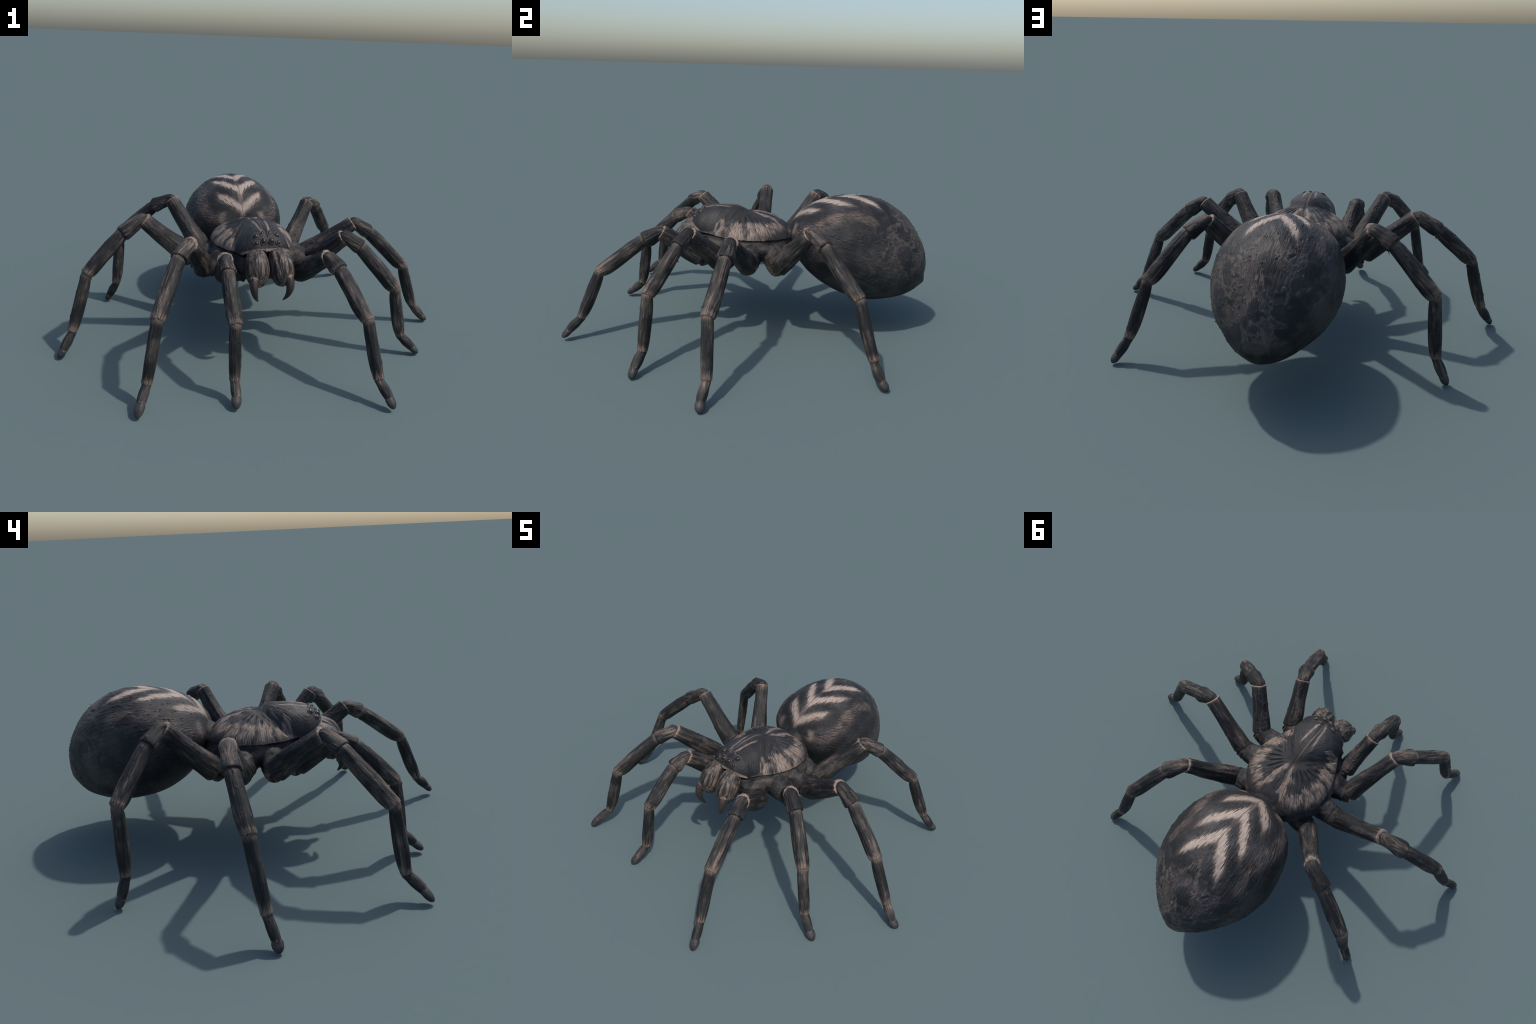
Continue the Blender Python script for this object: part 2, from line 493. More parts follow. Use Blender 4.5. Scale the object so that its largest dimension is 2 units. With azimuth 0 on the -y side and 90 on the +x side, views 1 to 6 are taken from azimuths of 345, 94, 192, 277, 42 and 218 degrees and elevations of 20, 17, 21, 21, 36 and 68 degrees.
def build_abdomen():
    rows, cols = 460, 640
    th = np.linspace(0.02, math.pi - 0.02, rows)
    ph = np.linspace(0, 2 * math.pi, cols, endpoint=False)
    TH, PH = np.meshgrid(th, ph, indexing="ij")
    P = abdomen_point(TH, PH)
    e = 1e-3
    n = np.cross(abdomen_point(TH + e, PH) - P, abdomen_point(TH, PH + e) - P)
    n /= np.linalg.norm(n, axis=-1)[..., None]
    n *= np.sign((n * (P - np.array([0, AB_LEN * 0.45, 0]))).sum(-1))[..., None]
    flat = P.reshape(-1, 3)
    disp = ((noise3(flat * 9, 3) - 0.5) * 0.008 + (noise3(flat * 24, 4) - 0.5) * 0.003).reshape(TH.shape)
    strands = np.stack([PH.ravel() * 30, TH.ravel() * 5, 0 * PH.ravel()], -1)
    disp += (noise3(strands, 6) - 0.5).reshape(TH.shape) * 0.0014 * np.sin(TH)
    # bristle warts: short ones on the rear, elongated pits and lumps in front and on the flanks
    rng = np.random.default_rng(5)
    for _ in range(760):
        t0, p0 = math.acos(1 - 2 * rng.uniform(0.03, 0.93)), rng.uniform(-0.5, math.pi + 0.5) % (2 * math.pi)
        i0, j0 = int((t0 - 0.02) / (math.pi - 0.04) * (rows - 1)), int(p0 / (2 * math.pi) * cols)
        ii = np.arange(max(0, i0 - 12), min(rows, i0 + 13))
        jj = (np.arange(j0 - 16, j0 + 17)) % cols
        sub = P[np.ix_(ii, jj)] - abdomen_point(np.array(t0), np.array(p0))
        rear = t0 > 1.55
        lon, lat = (0.0042, 0.0034) if rear else (0.0080, 0.0032)
        h = rng.uniform(0.0016, 0.0032) * (1 if rear or rng.random() < 0.55 else -1)
        along = sub[..., 1] * 1.0
        across2 = (sub ** 2).sum(-1) - along ** 2
        disp[np.ix_(ii, jj)] += h * np.exp(-(along / lon) ** 2 - across2 / lat ** 2)
    # a small healed tear on the back
    c0 = abdomen_point(np.array(1.80), np.array(math.pi / 2 + 0.42))
    d = P - c0
    disp -= 0.005 * np.exp(-((d[..., 0] * 0.6 + d[..., 1] * 0.8) / 0.016) ** 2 - ((d[..., 0] * 0.8 - d[..., 1] * 0.6) / 0.004) ** 2 - (d[..., 2] / 0.03) ** 2)
    # the hind end is a little fuller, most of all on its right flank
    disp += 0.004 * smoothstep(2.2, 2.6, TH) + 0.005 * smoothstep(1.7, 2.1, TH) * np.exp(-((PH - 3.35) / 0.6) ** 2) + 0.009 * smoothstep(1.8, 2.5, TH) * np.exp(-(((PH + 0.10 + math.pi) % (2 * math.pi) - math.pi) / 0.5) ** 2) - 0.004 * smoothstep(1.3, 1.7, TH) * np.exp(-((PH - 0.9) / 0.5) ** 2)
    disp *= smoothstep(0.02, 0.2, TH) * smoothstep(math.pi - 0.02, math.pi - 0.2, TH)
    verts = (P + n * disp[..., None]).reshape(-1, 3)
    faces = grid_faces(rows, cols)
    k = len(verts)
    verts = np.vstack([verts, [0, 0, 0], [0, AB_LEN, 0]])
    for j in range(cols):
        q = (j + 1) % cols
        faces.append((k, q, j))
        faces.append((k + 1, (rows - 1) * cols + j, (rows - 1) * cols + q))
    faces = [f[::-1] for f in faces]
    return new_object("abdomen", verts, faces, abdomen_material(AB_LEN), frame_matrix(AB_A, AB_X, AB_Y, AB_Z), spider)


abdomen = build_abdomen()


def bristles(name, places, material, parent):
    """Thin tapered hairs, joined: places = (root, direction, length, thickness)."""
    V, F = [], []
    for root, d, ln, th in places:
        d = unit(d)
        s = unit(np.cross(d, [0.3, 0.2, 0.9]))
        u = np.cross(s, d)
        bend = unit(s * 0.4 + u * 0.6) * ln * 0.18
        b = len(V)
        for t in (0, 0.35, 0.7):
            c = np.asarray(root) + d * ln * t + bend * t * t
            for a in range(5):
                r = th * (1 - t * 0.8)
                V.append(c + (s * math.cos(a * 1.2566) + u * math.sin(a * 1.2566)) * r)
        V.append(np.asarray(root) + d * ln + bend)
        F += grid_faces(3, 5, True, b)
        F += [(b + 10 + a, b + 10 + (a + 1) % 5, b + 15) for a in range(5)]
    ob = new_object(name, V, F, material, None, parent)
    ob["kind"] = "stuff"
    return ob


def abdomen_world(th, ph):
    p = abdomen_point(np.array(th), np.array(ph))
    w = AB_A + AB_X * p[0] + AB_Y * p[1] + AB_Z * p[2]
    c = AB_A + AB_Y * AB_LEN * 0.45
    return w, unit(w - c)


places = []
for th, ph, ln, th_ in ((1.25, 1.95, 0.022, 0.0018), (1.9, 1.62, 0.018, 0.0014), (2.25, 1.5, 0.020, 0.0012), (2.6, 1.3, 0.016, 0.0013), (2.4, 1.9, 0.020, 0.0012), (1.7, 0.6, 0.012, 0.0012), (2.75, 0.2, 0.012, 0.001)):
    w, n = abdomen_world(th, ph)
    places.append((w - n * 0.002, n + AB_Y * 0.5, ln, th_))
bristles("abdomen_bristle", places, M_DARK, spider)

# ------------------------------------------------------------------ carapace
CY = (-0.322, -0.316, -0.300, -0.277, -0.240, -0.200, -0.150, -0.100, -0.050, 0.000, 0.050, 0.100, 0.150, 0.190, 0.210, 0.216)
CW = (0.000, 0.050, 0.088, 0.114, 0.124, 0.137, 0.162, 0.184, 0.200, 0.206, 0.203, 0.188, 0.156, 0.108, 0.058, 0.000)


CYD = np.linspace(CY[0], CY[-1], 4000)
CWD = curve(CY, CW, CYD)


def carapace_width(y):
    return np.interp(y, CYD, CWD)


EYES = ((0.052, -0.274, 0.0145, 0.607), (0.0185, -0.268, 0.0105, 0.6175), (0.0190, -0.3045, 0.0145, 0.593), (0.054, -0.3045, 0.0120, 0.583))   # x, y, radius, z


def rim_height(y, ax):
    z = curve((-0.322, -0.300, -0.277, -0.200, -0.100, 0.100, 0.216), (0.552, 0.538, 0.526, 0.514, 0.508, 0.508, 0.500), y)
    front = smoothstep(-0.285, -0.31, y)
    return z + front * (0.010 * np.exp(-((ax - 0.048) / 0.022) ** 2) - 0.004 * np.exp(-(ax / 0.014) ** 2))


def carapace_height(X, Y):
    ax = np.abs(X)
    w = np.maximum(carapace_width(Y), 1e-4)
    q = np.clip(ax / w, 0, 1)
    rim = rim_height(Y, ax)
    thorax = curve((-0.322, -0.28, -0.20, -0.10, -0.03, 0.0, 0.05, 0.08, 0.12, 0.172, 0.20, 0.216), (0.540, 0.544, 0.566, 0.594, 0.609, 0.611, 0.603, 0.596, 0.580, 0.547, 0.520, 0.498), Y)
    zt = rim + np.maximum(thorax - rim, 0) * np.clip(1 - q ** 2.0, 0, 1) ** 0.68
    hw = np.maximum(curve((-0.322, -0.316, -0.300, -0.277, -0.240, -0.186, -0.141, -0.101, -0.069, -0.035, 0.0, 0.03), (0.0, 0.05, 0.088, 0.114, 0.126, 0.131, 0.119, 0.098, 0.075, 0.050, 0.030, 0.012), Y), 1e-4)
    top = curve((-0.322, -0.316, -0.305, -0.288, -0.257, -0.207, -0.156, -0.10, -0.064, -0.03, 0.0, 0.03), (0.553, 0.564, 0.583, 0.602, 0.622, 0.634, 0.640, 0.640, 0.632, 0.616, 0.600, 0.570), Y)
    h = np.clip(ax / hw, 0, 1.0)
    base = np.where(Y < -0.19, rim, rim + 0.0)
    zh = base + (top - base) * np.clip(1 - np.maximum(h, q * (Y < -0.19)) ** 2.4, 0, 1) ** 0.55
    zh = np.where((ax >= hw) | (Y > 0.028), rim - 0.02, zh)
    k = 0.007
    m = np.maximum(zt, zh)
    blend = np.exp(-np.abs(zt - zh) / k) * k * 0.5
    z = m + blend * np.clip((1 - q) / 0.15, 0, 1)
    # sunken sides along the head, then the lumpy mound that carries the eyes
    z -= 0.007 * np.exp(-((ax - hw - 0.006) / 0.011) ** 2) * smoothstep(-0.22, -0.17, Y) * smoothstep(-0.01, -0.06, Y) * np.clip((1 - q) / 0.12, 0, 1)
    for ex, ey, er, eh in EYES:
        d2 = (ax - ex) ** 2 + (Y - ey) ** 2
        z += 0.0055 * np.exp(-d2 / (1.2 * er) ** 2)
    # radial furrows of the thorax and the groove along the head
    r = np.hypot(X, Y + 0.04)
    ang = np.arctan2(Y + 0.04, ax)
    for a0, r0, r1, dep in ((-0.36, 0.10, 0.165, 0.0075), (-0.12, 0.085, 0.16, 0.007), (0.13, 0.06, 0.15, 0.0065), (0.38, 0.06, 0.15, 0.0075), (0.64, 0.05, 0.15, 0.0065), (0.86, 0.05, 0.16, 0.005), (1.10, 0.06, 0.17, 0.003)):
        z -= 1.35 * dep * np.exp(-((ang - a0) * r / 0.0040) ** 2) * smoothstep(r0, r0 + 0.03, r) * smoothstep(r1, r1 - 0.03, r)
    z -= 0.004 * np.exp(-(X / 0.004) ** 2) * smoothstep(-0.29, -0.26, Y) * smoothstep(0.02, -0.03, Y)
    z += 0.002 * np.exp(-((ax - 0.011) / 0.005) ** 2) * smoothstep(-0.27, -0.24, Y) * smoothstep(0.0, -0.06, Y)
    z -= 0.005 * np.exp(-(X / 0.012) ** 2 - ((Y + 0.005) / 0.022) ** 2)
    return z


def margin(n):
    """Outline of the carapace seen from above, n points, evenly spaced."""
    y = np.linspace(-1, 1, 4000)
    y = CY[0] + (CY[-1] - CY[0]) * (np.sin(y * math.pi / 2) + 1) / 2
    w = carapace_width(y)
    half = np.stack([w, y], -1)
    loop = np.vstack([half, (half * [-1, 1])[::-1][1:-1]])
    s = np.concatenate([[0], np.cumsum(np.linalg.norm(np.diff(np.vstack([loop, loop[:1]]), axis=0), axis=1))])
    t = np.linspace(0, s[-1], n, endpoint=False)
    full = np.vstack([loop, loop[:1]])
    return np.stack([np.interp(t, s, full[:, 0]), np.interp(t, s, full[:, 1])], -1)


def build_carapace():
    cols, rings = 360, 110
    M = margin(cols)
    C = np.array([0, -0.06])
    rho = 1 - (1 - np.linspace(0.012, 1, rings)) ** 1.35
    V = []
    for p in rho:
        xy = C + (M - C) * p
        z = carapace_height(xy[:, 0], xy[:, 1])
        V.append(np.column_stack([xy, z]))
    rim = V[-1][:, 2]
    out = (M - C) / np.linalg.norm(M - C, axis=1)[:, None]
    for o, dz in ((0.0015, -0.001), (0.0022, -0.003), (0.001, -0.006), (-0.003, -0.009), (-0.010, -0.009), (-0.022, -0.014), (-0.04, -0.03)):
        V.append(np.column_stack([M + out * o, rim + dz]))
    V = np.array(V)
    flat = V.reshape(-1, 3)
    fl = flat.copy()
    a = np.arctan2(fl[:, 0], -(fl[:, 1] + 0.04))
    rr = np.hypot(fl[:, 0], fl[:, 1] + 0.04)
    head = smoothstep(-0.12, -0.18, fl[:, 1])
    flat[:, 2] += (noise3(np.column_stack([a * 14, rr * 30, 0 * a]), 8) - 0.5) * 0.0045 * (1 - head) * smoothstep(0.02, 0.08, rr) + (noise3(fl * 35, 9) - 0.5) * 0.004 + (noise3(fl * 90, 19) - 0.5) * 0.0024 * smoothstep(-0.235, -0.26, fl[:, 1])
    verts = np.vstack([flat, [C[0], C[1], float(carapace_height(np.array([0.0]), np.array([C[1]]))[0])], [0, -0.06, 0.47]])
    n = len(flat)
    rows = V.shape[0]
    faces = grid_faces(rows, cols)
    for j in range(cols):
        q = (j + 1) % cols
        faces.append((n, q, j))
        faces.append((n + 1, (rows - 1) * cols + j, (rows - 1) * cols + q))
    verts[:, 0] += XC
    ob = new_object("carapace", verts, faces, carapace_material(), None, spider)
    bm = bmesh.new()
    bm.from_mesh(ob.data)
    bmesh.ops.recalc_face_normals(bm, faces=bm.faces)
    bm.to_mesh(ob.data)
    bm.free()
    return ob


carapace = build_carapace()

# ------------------------------------------------------------------ eyes
M_EYE = eye_material()


def ball(name, centre, radius, material, parent, stretch=(1, 1, 1), seg=28):
    bm = bmesh.new()
    bmesh.ops.create_uvsphere(bm, u_segments=seg, v_segments=seg // 2, radius=radius)
    me = bpy.data.meshes.new(name)
    bm.to_mesh(me)
    bm.free()
    me.polygons.foreach_set("use_smooth", [True] * len(me.polygons))
    me.materials.append(material)
    ob = bpy.data.objects.new(name, me)
    bpy.context.scene.collection.objects.link(ob)
    ob.location, ob.scale, ob.parent = centre, stretch, parent
    return ob


def torus(name, centre, normal, R, r, material, parent, seg=36, ring=10):
    n = unit(normal)
    s = unit(np.cross(n, [0, 0, 1.0]))
    u = np.cross(s, n)
    V = []
    for i in range(seg):
        a = i / seg * 2 * math.pi
        d = s * math.cos(a) + u * math.sin(a)
        wob = 1 + 0.12 * math.sin(3 * a + R * 900 + centre[0] * 70) + 0.06 * math.sin(5 * a + centre[0] * 130)
        for j in range(ring):
            b = j / ring * 2 * math.pi
            V.append(np.asarray(centre) + d * (R * wob + r * math.cos(b)) + n * r * math.sin(b))
    F = [((i * ring + j), ((i + 1) % seg) * ring + j, ((i + 1) % seg) * ring + (j + 1) % ring, i * ring + (j + 1) % ring) for i in range(seg) for j in range(ring)]
    return new_object(name, V, F, material, None, parent)


M_LID = plain_hair_material("eye_rim", (120, 120, 120), 0.9, (0.03, 0.027, 0.027), (0.085, 0.063, 0.052))
for sx in (1, -1):
    for X, Y, r, Z in EYES:
        nrm = unit([sx * X * 6, -0.75, 0.55])
        c = np.array([XC + sx * X, Y, Z])
        surf = float(carapace_height(np.array([sx * X]), np.array([Y]))[0])
        c[2] = 0.85 * Z + 0.15 * surf
        c = c - nrm * 0.0055
        ball("eye", c, r, M_EYE, carapace)
        torus("eye_rim", c + nrm * 0.003, nrm, r * 1.04, 0.0034, M_LID, carapace)

# ------------------------------------------------------------------ chelicerae, fangs, palps
M_CHEL, M_FANG, M_RUST = chelicera_material(), fang_material(), rust_material()
for i, sx in enumerate((1, -1)):
    X = lambda v: XC + sx * v
    side = np.array([1.0, 0.05 * sx, 0.0])
    chel = tube("chelicera", [(X(0.050), -0.278, 0.538), (X(0.053), -0.314, 0.517), (X(0.059), -0.353, 0.473), (X(0.060), -0.364, 0.428), (X(0.056), -0.358, 0.385)],
                [(0, 0.012, 0.012, 0), (0.06, 0.034, 0.028, 0), (0.2, 0.0480, 0.041, 0), (0.42, 0.0560, 0.0535, 0), (0.62, 0.0570, 0.0555, 0), (0.8, 0.046, 0.045, 0), (0.92, 0.032, 0.031, 0), (0.98, 0.016, 0.015, 0), (1, 0.004, 0.004, 0)],
                side, M_CHEL, spider, 90, 96, 0.0030, 0, 3 + i, 1.0, 0, 0.006)
    tube("fang_socket", [(X(0.070), -0.362, 0.490), (X(0.079), -0.388, 0.452), (X(0.084), -0.401, 0.428)],
         [(0, 0.010, 0.010, 0), (0.3, 0.022, 0.022, 0), (0.7, 0.0225, 0.0225, 0), (0.95, 0.020, 0.020, 0), (1, 0.012, 0.012, 0)], side, M_RUST, chel, 24, 36, 0.0016, 0, 31 + i)
    tube("fang", [(X(0.080), -0.392, 0.448), (X(0.087), -0.409, 0.420), (X(0.085), -0.417, 0.388), (X(0.076), -0.411, 0.355), (X(0.060), -0.394, 0.325)],
         [(0, 0.015, 0.015, 0), (0.12, 0.0215, 0.0215, 0), (0.3, 0.0205, 0.021, 0), (0.6, 0.0140, 0.0150, 0), (0.85, 0.0070, 0.0075, 0), (0.97, 0.003, 0.003, 0), (1, 0.0012, 0.0012, 0)],
         side, M_FANG, chel, 48, 32, 0.0006, 0, 41 + i)
    tube("pedipalp", [(X(0.085), -0.255, 0.465), (X(0.094), -0.268, 0.435), (X(0.104), -0.277, 0.408), (X(0.115), -0.284, 0.388)],
         [(0, 0.016, 0.016, 0), (0.35, 0.012, 0.012, 0), (0.55, 0.009, 0.010, 0), (0.8, 0.011, 0.012, 0), (0.97, 0.012, 0.013, 0), (1, 0.006, 0.006, 0)],
         side, M_DARK, spider, 30, 24, 0.0012, 0, 51 + i)

tube("pedicel", [(XC, 0.135, 0.47), (XC + 0.003, 0.19, 0.495), (XC + 0.005, 0.245, 0.525)],
     [(0, 0.075, 0.045, 0), (0.4, 0.070, 0.045, 0), (0.7, 0.070, 0.045, 0), (1, 0.078, 0.05, 0)], np.array([1.0, 0, 0]), M_BODY, spider, 30, 48, 0.001)

# ------------------------------------------------------------------ legs: joint positions
# hip, knee, patella end, tibia end, metatarsus end, tarsus end, tip
LEGS = {
    "r1": ((-0.197, -0.207, 0.410), (-0.232, -0.386, 0.535), (-0.237, -0.468, 0.508), (-0.238, -0.640, 0.339), (-0.244, -0.676, 0.095), (-0.248, -0.735, 0.045), (-0.255, -0.770, 0.017)),
    "r2": ((-0.280, -0.120, 0.412), (-0.388, -0.334, 0.600), (-0.446, -0.407, 0.565), (-0.562, -0.603, 0.371), (-0.615, -0.651, 0.106), (-0.648, -0.717, 0.052), (-0.664, -0.752, 0.017)),
    "r3": ((-0.310, 0.020, 0.410), (-0.559, 0.031, 0.616), (-0.668, 0.003, 0.559), (-0.843, -0.071, 0.386), (-0.923, -0.131, 0.118), (-0.971, -0.168, 0.039), (-0.992, -0.178, 0.010)),
    "r4": ((-0.228, 0.142, 0.396), (-0.383, 0.330, 0.633), (-0.475, 0.377, 0.594), (-0.661, 0.461, 0.409), (-0.691, 0.452, 0.123), (-0.733, 0.468, 0.042), (-0.750, 0.479, 0.006)),
    "l1": ((0.161, -0.240, 0.410), (0.239, -0.440, 0.540), (0.270, -0.517, 0.510), (0.330, -0.727, 0.349), (0.360, -0.824, 0.116), (0.389, -0.881, 0.054), (0.400, -0.910, 0.022)),
    "l2": ((0.262, -0.120, 0.415), (0.390, -0.264, 0.577), (0.461, -0.307, 0.538), (0.613, -0.412, 0.351), (0.661, -0.431, 0.102), (0.722, -0.457, 0.040), (0.752, -0.464, 0.010)),
    "l3": ((0.280, 0.005, 0.412), (0.523, -0.055, 0.580), (0.612, -0.064, 0.535), (0.809, -0.108, 0.344), (0.903, -0.098, 0.106), (0.963, -0.115, 0.034), (0.993, -0.113, 0.006)),
    "l4": ((0.226, 0.142, 0.394), (0.386, 0.303, 0.603), (0.459, 0.373, 0.563), (0.596, 0.530, 0.372), (0.670, 0.604, 0.117), (0.718, 0.641, 0.039), (0.734, 0.663, 0.013)),
}

LEGS = {k: tuple((x - 0.002, y + 0.0025, max(z, 0.0105)) for x, y, z in v) for k, v in LEGS.items()}

# ------------------------------------------------------------------ flanks, sternum and coxae: one smooth skin, then split
HIP_IN = {}


def build_trunk():
    bm = bmesh.new()

    def blob(centre, radii, rot=None):
        r = bmesh.ops.create_uvsphere(bm, u_segments=40, v_segments=24, radius=1)
        m = Matrix.Translation(centre) @ (rot or Matrix.Identity(4)) @ Matrix.Diagonal((*radii, 1))
        bmesh.ops.transform(bm, matrix=m, verts=r["verts"])

    def cone(a, b, ra, rb):
        a, b = Vector(a), Vector(b)
        d = b - a
        r = bmesh.ops.create_cone(bm, cap_ends=True, segments=40, radius1=ra, radius2=rb, depth=d.length)
        bmesh.ops.transform(bm, matrix=Matrix.Translation((a + b) / 2) @ d.to_track_quat("Z", "Y").to_matrix().to_4x4(), verts=r["verts"])

    out = margin(96)
    ctr = np.array([0, -0.06])
    d = out - ctr
    ln = np.linalg.norm(d, axis=1)[:, None]
    rings = []
    for inset, z in ((0.03, 0.507), (0.004, 0.501), (0.000, 0.480), (-0.015, 0.457), (-0.013, 0.430), (0.020, 0.400), (0.060, 0.376), (0.12, 0.364)):
        p = ctr + d * np.maximum(ln - inset, 0.02) / ln
        keep = smoothstep(-0.34, -0.24, p[:, 1])
        p[:, 0] *= 0.8 + 0.2 * keep
        rings.append([bm.verts.new((XC + q[0], max(q[1], -0.285), z)) for q in p])
    for a, b in zip(rings, rings[1:]):
        for i in range(96):
            bm.faces.new((a[i], a[(i + 1) % 96], b[(i + 1) % 96], b[i]))
    bm.faces.new(rings[0][::-1])
    bm.faces.new(rings[-1])
    blob((XC, -0.20, 0.47), (0.105, 0.10, 0.06))
    for key, j in LEGS.items():
        h = np.array(j[0])
        c = np.array([XC, np.clip(h[1] * 0.75, -0.17, 0.10), 0.425])
        d = unit(h - c)
        inner = h - d * 0.13
        HIP_IN[key] = (inner, d)
        h = h + np.array([0, 0, -0.005])
        cone(inner, h - d * 0.001, 0.064, 0.050)
        blob(h - d * 0.070, (0.058, 0.058, 0.055))
        blob(h - d * 0.080 + np.array([0, 0, 0.030]), (0.052, 0.052, 0.046))
    me = bpy.data.meshes.new("trunk_raw")
    bm.to_mesh(me)
    bm.free()
    ob = bpy.data.objects.new("trunk_raw", me)
    bpy.context.scene.collection.objects.link(ob)
    rm = ob.modifiers.new("remesh", "REMESH")
    rm.mode, rm.voxel_size = "VOXEL", 0.0045
    sm = ob.modifiers.new("smooth", "SMOOTH")
    sm.factor, sm.iterations = 0.5, 26
    dg = bpy.context.evaluated_depsgraph_get()
    ev = bpy.data.meshes.new_from_object(ob.evaluated_get(dg))
    bpy.data.objects.remove(ob)
    n = len(ev.vertices)
    co = np.empty(n * 3)
    no = np.empty(n * 3)
    ev.vertices.foreach_get("co", co)
    ev.vertex_normals.foreach_get("vector", no)
    co, no = co.reshape(-1, 3), no.reshape(-1, 3)
    # lengthwise skin folds under the rim
    fold = (noise3(np.column_stack([co[:, 0] * 10, co[:, 1] * 10, co[:, 2] * 70]), 12) - 0.5) * 0.008 + (noise3(co * 60, 13) - 0.5) * 0.004
    # ring creases around each coxa
    for key in LEGS:
        h = np.array(LEGS[key][0])
        inner, d = HIP_IN[key]
        s = (co - h) @ d
        rad = np.linalg.norm(co - h - s[:, None] * d, axis=1)
        near = (rad < 0.07) & (s > -0.07)
        fold[near] *= 0.25 + 0.75 * smoothstep(-0.015, -0.05, s[near])
        fold[near] += 0.6 * (-0.004 * np.exp(-((s[near] + 0.022) / 0.005) ** 2) + 0.002 * np.exp(-((s[near] + 0.010) / 0.006) ** 2))
    co = co + no * fold[:, None]
    ev.vertices.foreach_set("co", co.ravel())
    ev.update()
    ev.vertex_normals.foreach_get("vector", no_flat := np.empty(n * 3))
    no = no_flat.reshape(-1, 3)
    owner = np.full(len(ev.polygons), -1)
    ctr = np.empty(len(ev.polygons) * 3)
    ev.polygons.foreach_get("center", ctr)
    ctr = ctr.reshape(-1, 3)
    best = np.full(len(ctr), 1e9)
    for k, key in enumerate(LEGS):
        h = np.array(LEGS[key][0])
        inner, d = HIP_IN[key]
        s = (ctr - h) @ d
        rad = np.linalg.norm(ctr - h - s[:, None] * d, axis=1)
        ok = (s > -0.045) & (rad < 0.075) & (rad < best)
        owner[ok] = k
        best[ok] = rad[ok]
    polys = [tuple(p.vertices) for p in ev.polygons]
    out = {}
    for k, key in [(-1, "thorax")] + list(enumerate(LEGS)):
        idx = [polys[i] for i in np.nonzero(owner == k)[0]]
        used = sorted({v for f in idx for v in f})
        remap = {v: i for i, v in enumerate(used)}
        name = "thorax" if k < 0 else "leg"
        part = new_object(name, co[used], [tuple(remap[v] for v in f) for f in idx], M_BODY, None, spider)
        part.data.normals_split_custom_set_from_vertices([tuple(no[v]) for v in used])
        out[key] = part
    bpy.data.meshes.remove(ev)
    return out


trunk = build_trunk()

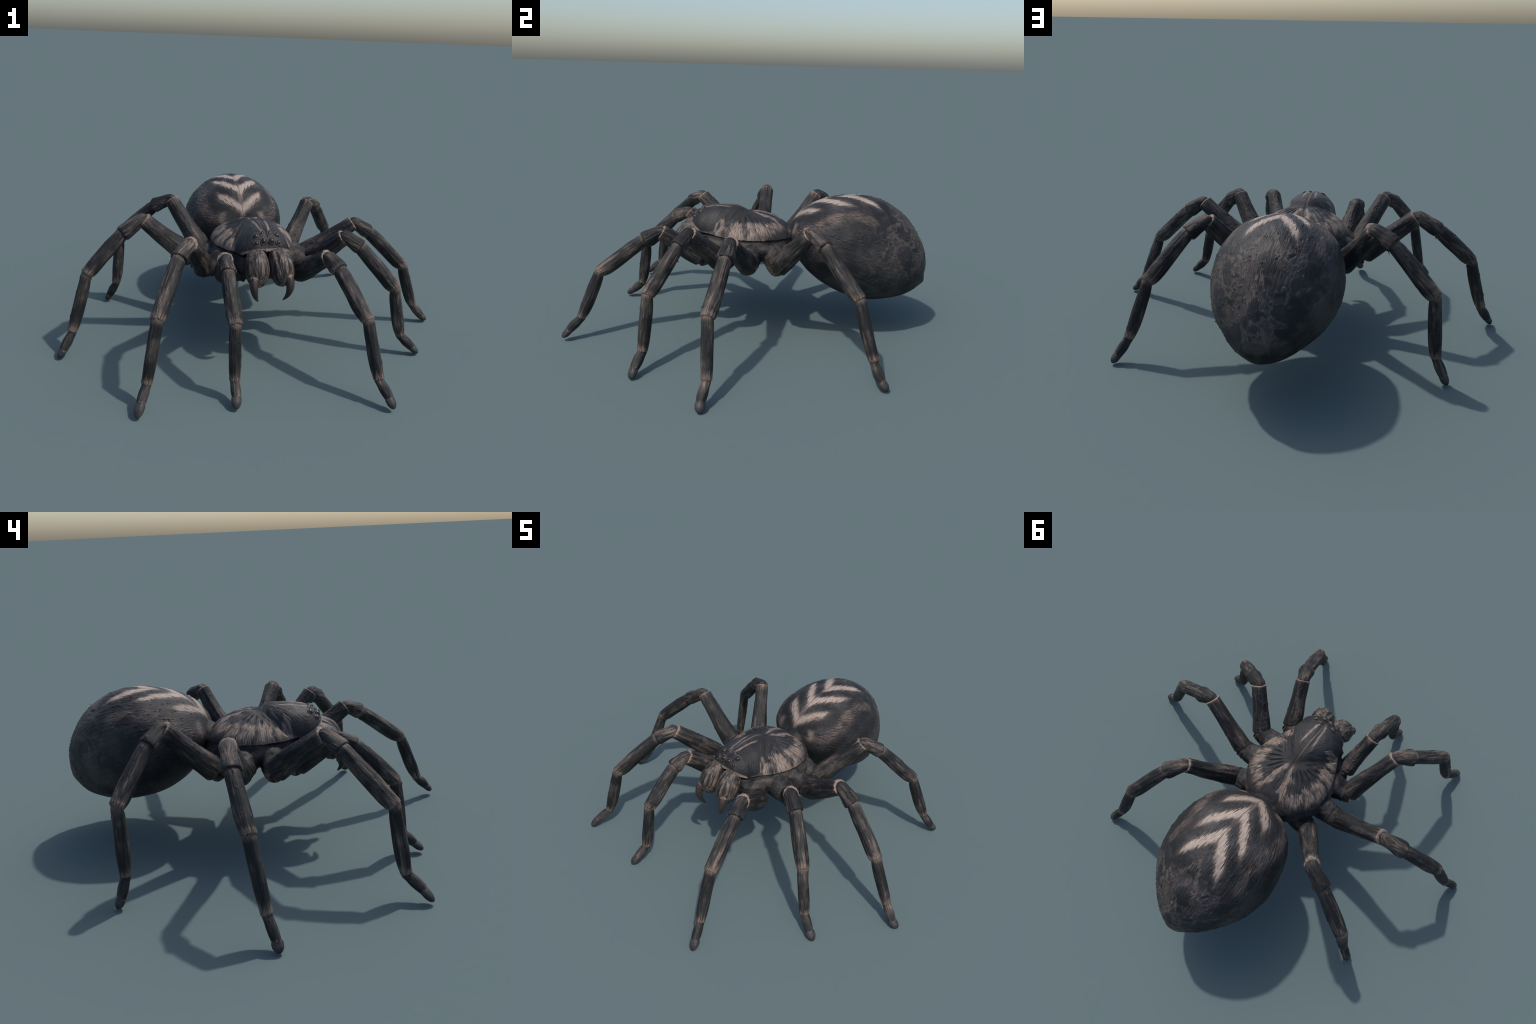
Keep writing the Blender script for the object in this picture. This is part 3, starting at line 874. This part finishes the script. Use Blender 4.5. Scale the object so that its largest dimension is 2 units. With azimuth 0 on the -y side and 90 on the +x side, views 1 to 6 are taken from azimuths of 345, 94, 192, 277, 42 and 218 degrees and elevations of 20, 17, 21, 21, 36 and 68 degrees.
# ------------------------------------------------------------------ leg segments
LIFT = {"r2": 0.008, "r4": -0.004, "l4": -0.003, "r3": 0.002}     # how far each thigh arches up or sags
SPURS = []
for li, (key, J) in enumerate(LEGS.items()):
    J = [np.array(p, float) for p in J]
    hip, knee, pat, tib, met, tar, tip = J
    hip = hip + np.array([0, 0, -0.006])
    leg = trunk[key]
    flatdir = unit((tip - hip) * [1, 1, 0])
    side = np.array([flatdir[1], -flatdir[0], 0.0])      # tangent x up
    s = 10 * li
    scale = 0.92 if key in ("r1", "l1") else 1.0
    inner, d_in = HIP_IN[key]
    # hip ring
    ring_dir = unit(d_in * 0.8 + unit((knee - hip) * [1, 1, 0.3]) * 0.4)
    tube("trochanter", [hip - ring_dir * 0.016, hip, hip + ring_dir * 0.016],
         [(0, 0.038, 0.040, 0), (0.15, 0.0450, 0.0475, 0), (0.4, 0.0470, 0.0495, 0), (0.6, 0.0450, 0.048, 0), (0.8, 0.0465, 0.0495, 0), (0.95, 0.044, 0.047, 0), (1, 0.036, 0.038, 0)],
         side, M_TROCH, leg, 20, 56, 0.0005, 0, s)
    # femur: leaves the hip level, then rises to the knee
    out = unit((knee - hip) * [1, 1, 0])
    reach = np.linalg.norm((knee - hip)[:2])
    knee = knee + np.array([0, 0, 0.002])
    mid = hip * 0.78 + knee * 0.22 + np.array([0, 0, -0.005 + LIFT.get(key, 0)])
    mid2 = hip * 0.40 + knee * 0.60 + np.array([0, 0, -0.006 + LIFT.get(key, 0)])
    kdir = unit(knee - mid2)
    tube("femur", [hip + ring_dir * 0.004, mid, mid2, knee],
         [(0, 0.036, 0.042, 0), (0.03, 0.045, 0.053, 0), (0.10, 0.0470, 0.0560, 0), (0.25, 0.0450, 0.0535, 0), (0.50, 0.0400, 0.0475, 0), (0.78, 0.0370, 0.0420, 0), (0.95, 0.0365, 0.0398, 0), (0.985, 0.0370, 0.0400, 0), (1.0, 0.0345, 0.036, 0)],
         side, M_FEMUR, leg, 120, 80, 0.0017, 40, s + 1, 1.0, 0, 0.005)
    # patella: arched hood from the top of the knee down to a flared lip over the tibia
    fdir = unit(tib - pat)
    up = np.cross(side, fdir) * -1
    up = unit(np.array([0, 0, 1.0]) - fdir * fdir[2])
    a0 = knee - kdir * 0.016
    a1 = knee + kdir * 0.008 + np.array([0, 0, -0.007])
    a2 = (knee + pat) / 2 + up * 0.001
    a3 = pat + fdir * 0.003 - up * 0.003
    tube("patella", [a0, a1, a2, a3],
         [(0, 0.025, 0.025, 0), (0.12, 0.030, 0.030, 0), (0.35, 0.0325, 0.0325, 0), (0.6, 0.0365, 0.0355, 0), (0.82, 0.0415, 0.0385, 0), (0.92, 0.0420, 0.0385, 0), (0.975, 0.0385, 0.0355, 0), (1.0, 0.031, 0.029, 0)],
         side, M_PATELLA, leg, 60, 72, 0.0020, 10, s + 2, 0.95, 0, 0.006)
    # tibia
    tdir = unit(met - tib)
    tube("tibia", [pat - fdir * 0.012 - up * 0.003, pat * 0.6 + tib * 0.4 - up * 0.001, tib + fdir * 0.006 - up * 0.002],
         [(0, 0.024, 0.026, 0), (0.06, 0.0295, 0.031, 0), (0.2, 0.0325, 0.034, 0), (0.5, 0.0345, 0.036, 0), (0.82, 0.0345, 0.0360, 0), (0.90, 0.0330, 0.0340, 0.001), (0.965, 0.0320, 0.0300, 0.004), (0.99, 0.0280, 0.0260, 0.005), (1, 0.022, 0.020, 0.005)],
         side, M_TIBIA, leg, 110, 72, 0.0018, 16, s + 3, 1.0, 0, 0.005)
    # metatarsus
    tube("metatarsus", [tib - tdir * 0.012, tib * 0.5 + met * 0.5, met + tdir * 0.004],
         [(0, 0.022, 0.020, 0.003), (0.07, 0.0265, 0.0245, 0.003), (0.14, 0.0265, 0.0265, 0.001), (0.32, 0.0265, 0.0295, -0.001), (0.80, 0.0255, 0.0285, -0.001), (0.92, 0.0242, 0.0255, 0.001), (0.965, 0.0242, 0.0240, 0.003), (0.99, 0.022, 0.0210, 0.003), (1, 0.016, 0.015, 0.003)],
         side, M_META, leg, 100, 64, 0.0012, 10, s + 4, 1.0, 0, 0.0025)
    # tarsus
    rdir = unit(tar - met)
    tube("tarsus", [met - rdir * 0.010, met * 0.5 + tar * 0.5, tar + rdir * 0.004],
         [(0, 0.016, 0.017, 0), (0.12, 0.0200, 0.0205, 0), (0.25, 0.0200, 0.0205, 0), (0.55, 0.0220, 0.0235, 0), (0.8, 0.0210, 0.0215, 0), (0.93, 0.0190, 0.0195, 0), (0.98, 0.0175, 0.018, 0), (1, 0.012, 0.012, 0)],
         side, M_TARSUS, leg, 50, 48, 0.0012, 3, s + 5, 1.0, 0, 0.003)
    # claw pad
    edir = unit(tip - tar)
    tube("claw_pad", [tar - edir * 0.006, tar * 0.5 + tip * 0.5, tip + edir * 0.006],
         [(0, 0.015, 0.014, 0), (0.12, 0.0200, 0.0172, 0), (0.45, 0.0215, 0.0175, 0), (0.75, 0.0170, 0.0140, 0), (0.93, 0.0095, 0.0085, 0), (1, 0.004, 0.004, 0)],
         side, M_CLAW, leg, 28, 40, 0.0007, 0, s + 6, 1.0, 0, 0.002)
    if key in ("l1", "r3", "r4"):
        SPURS.append((pat - up * 0.030 + side * 0.012, fdir + up * -0.5, 0.028, 0.0035))
    if key == "r3":
        SPURS.append((tib - up * 0.028, fdir * 0.7 - up, 0.018, 0.003))
    if key == "l1":
        SPURS.append((pat + side * 0.030, side * 0.8 + fdir * 0.6, 0.018, 0.0025))
bristles("leg_spur", SPURS, M_RING, spider)
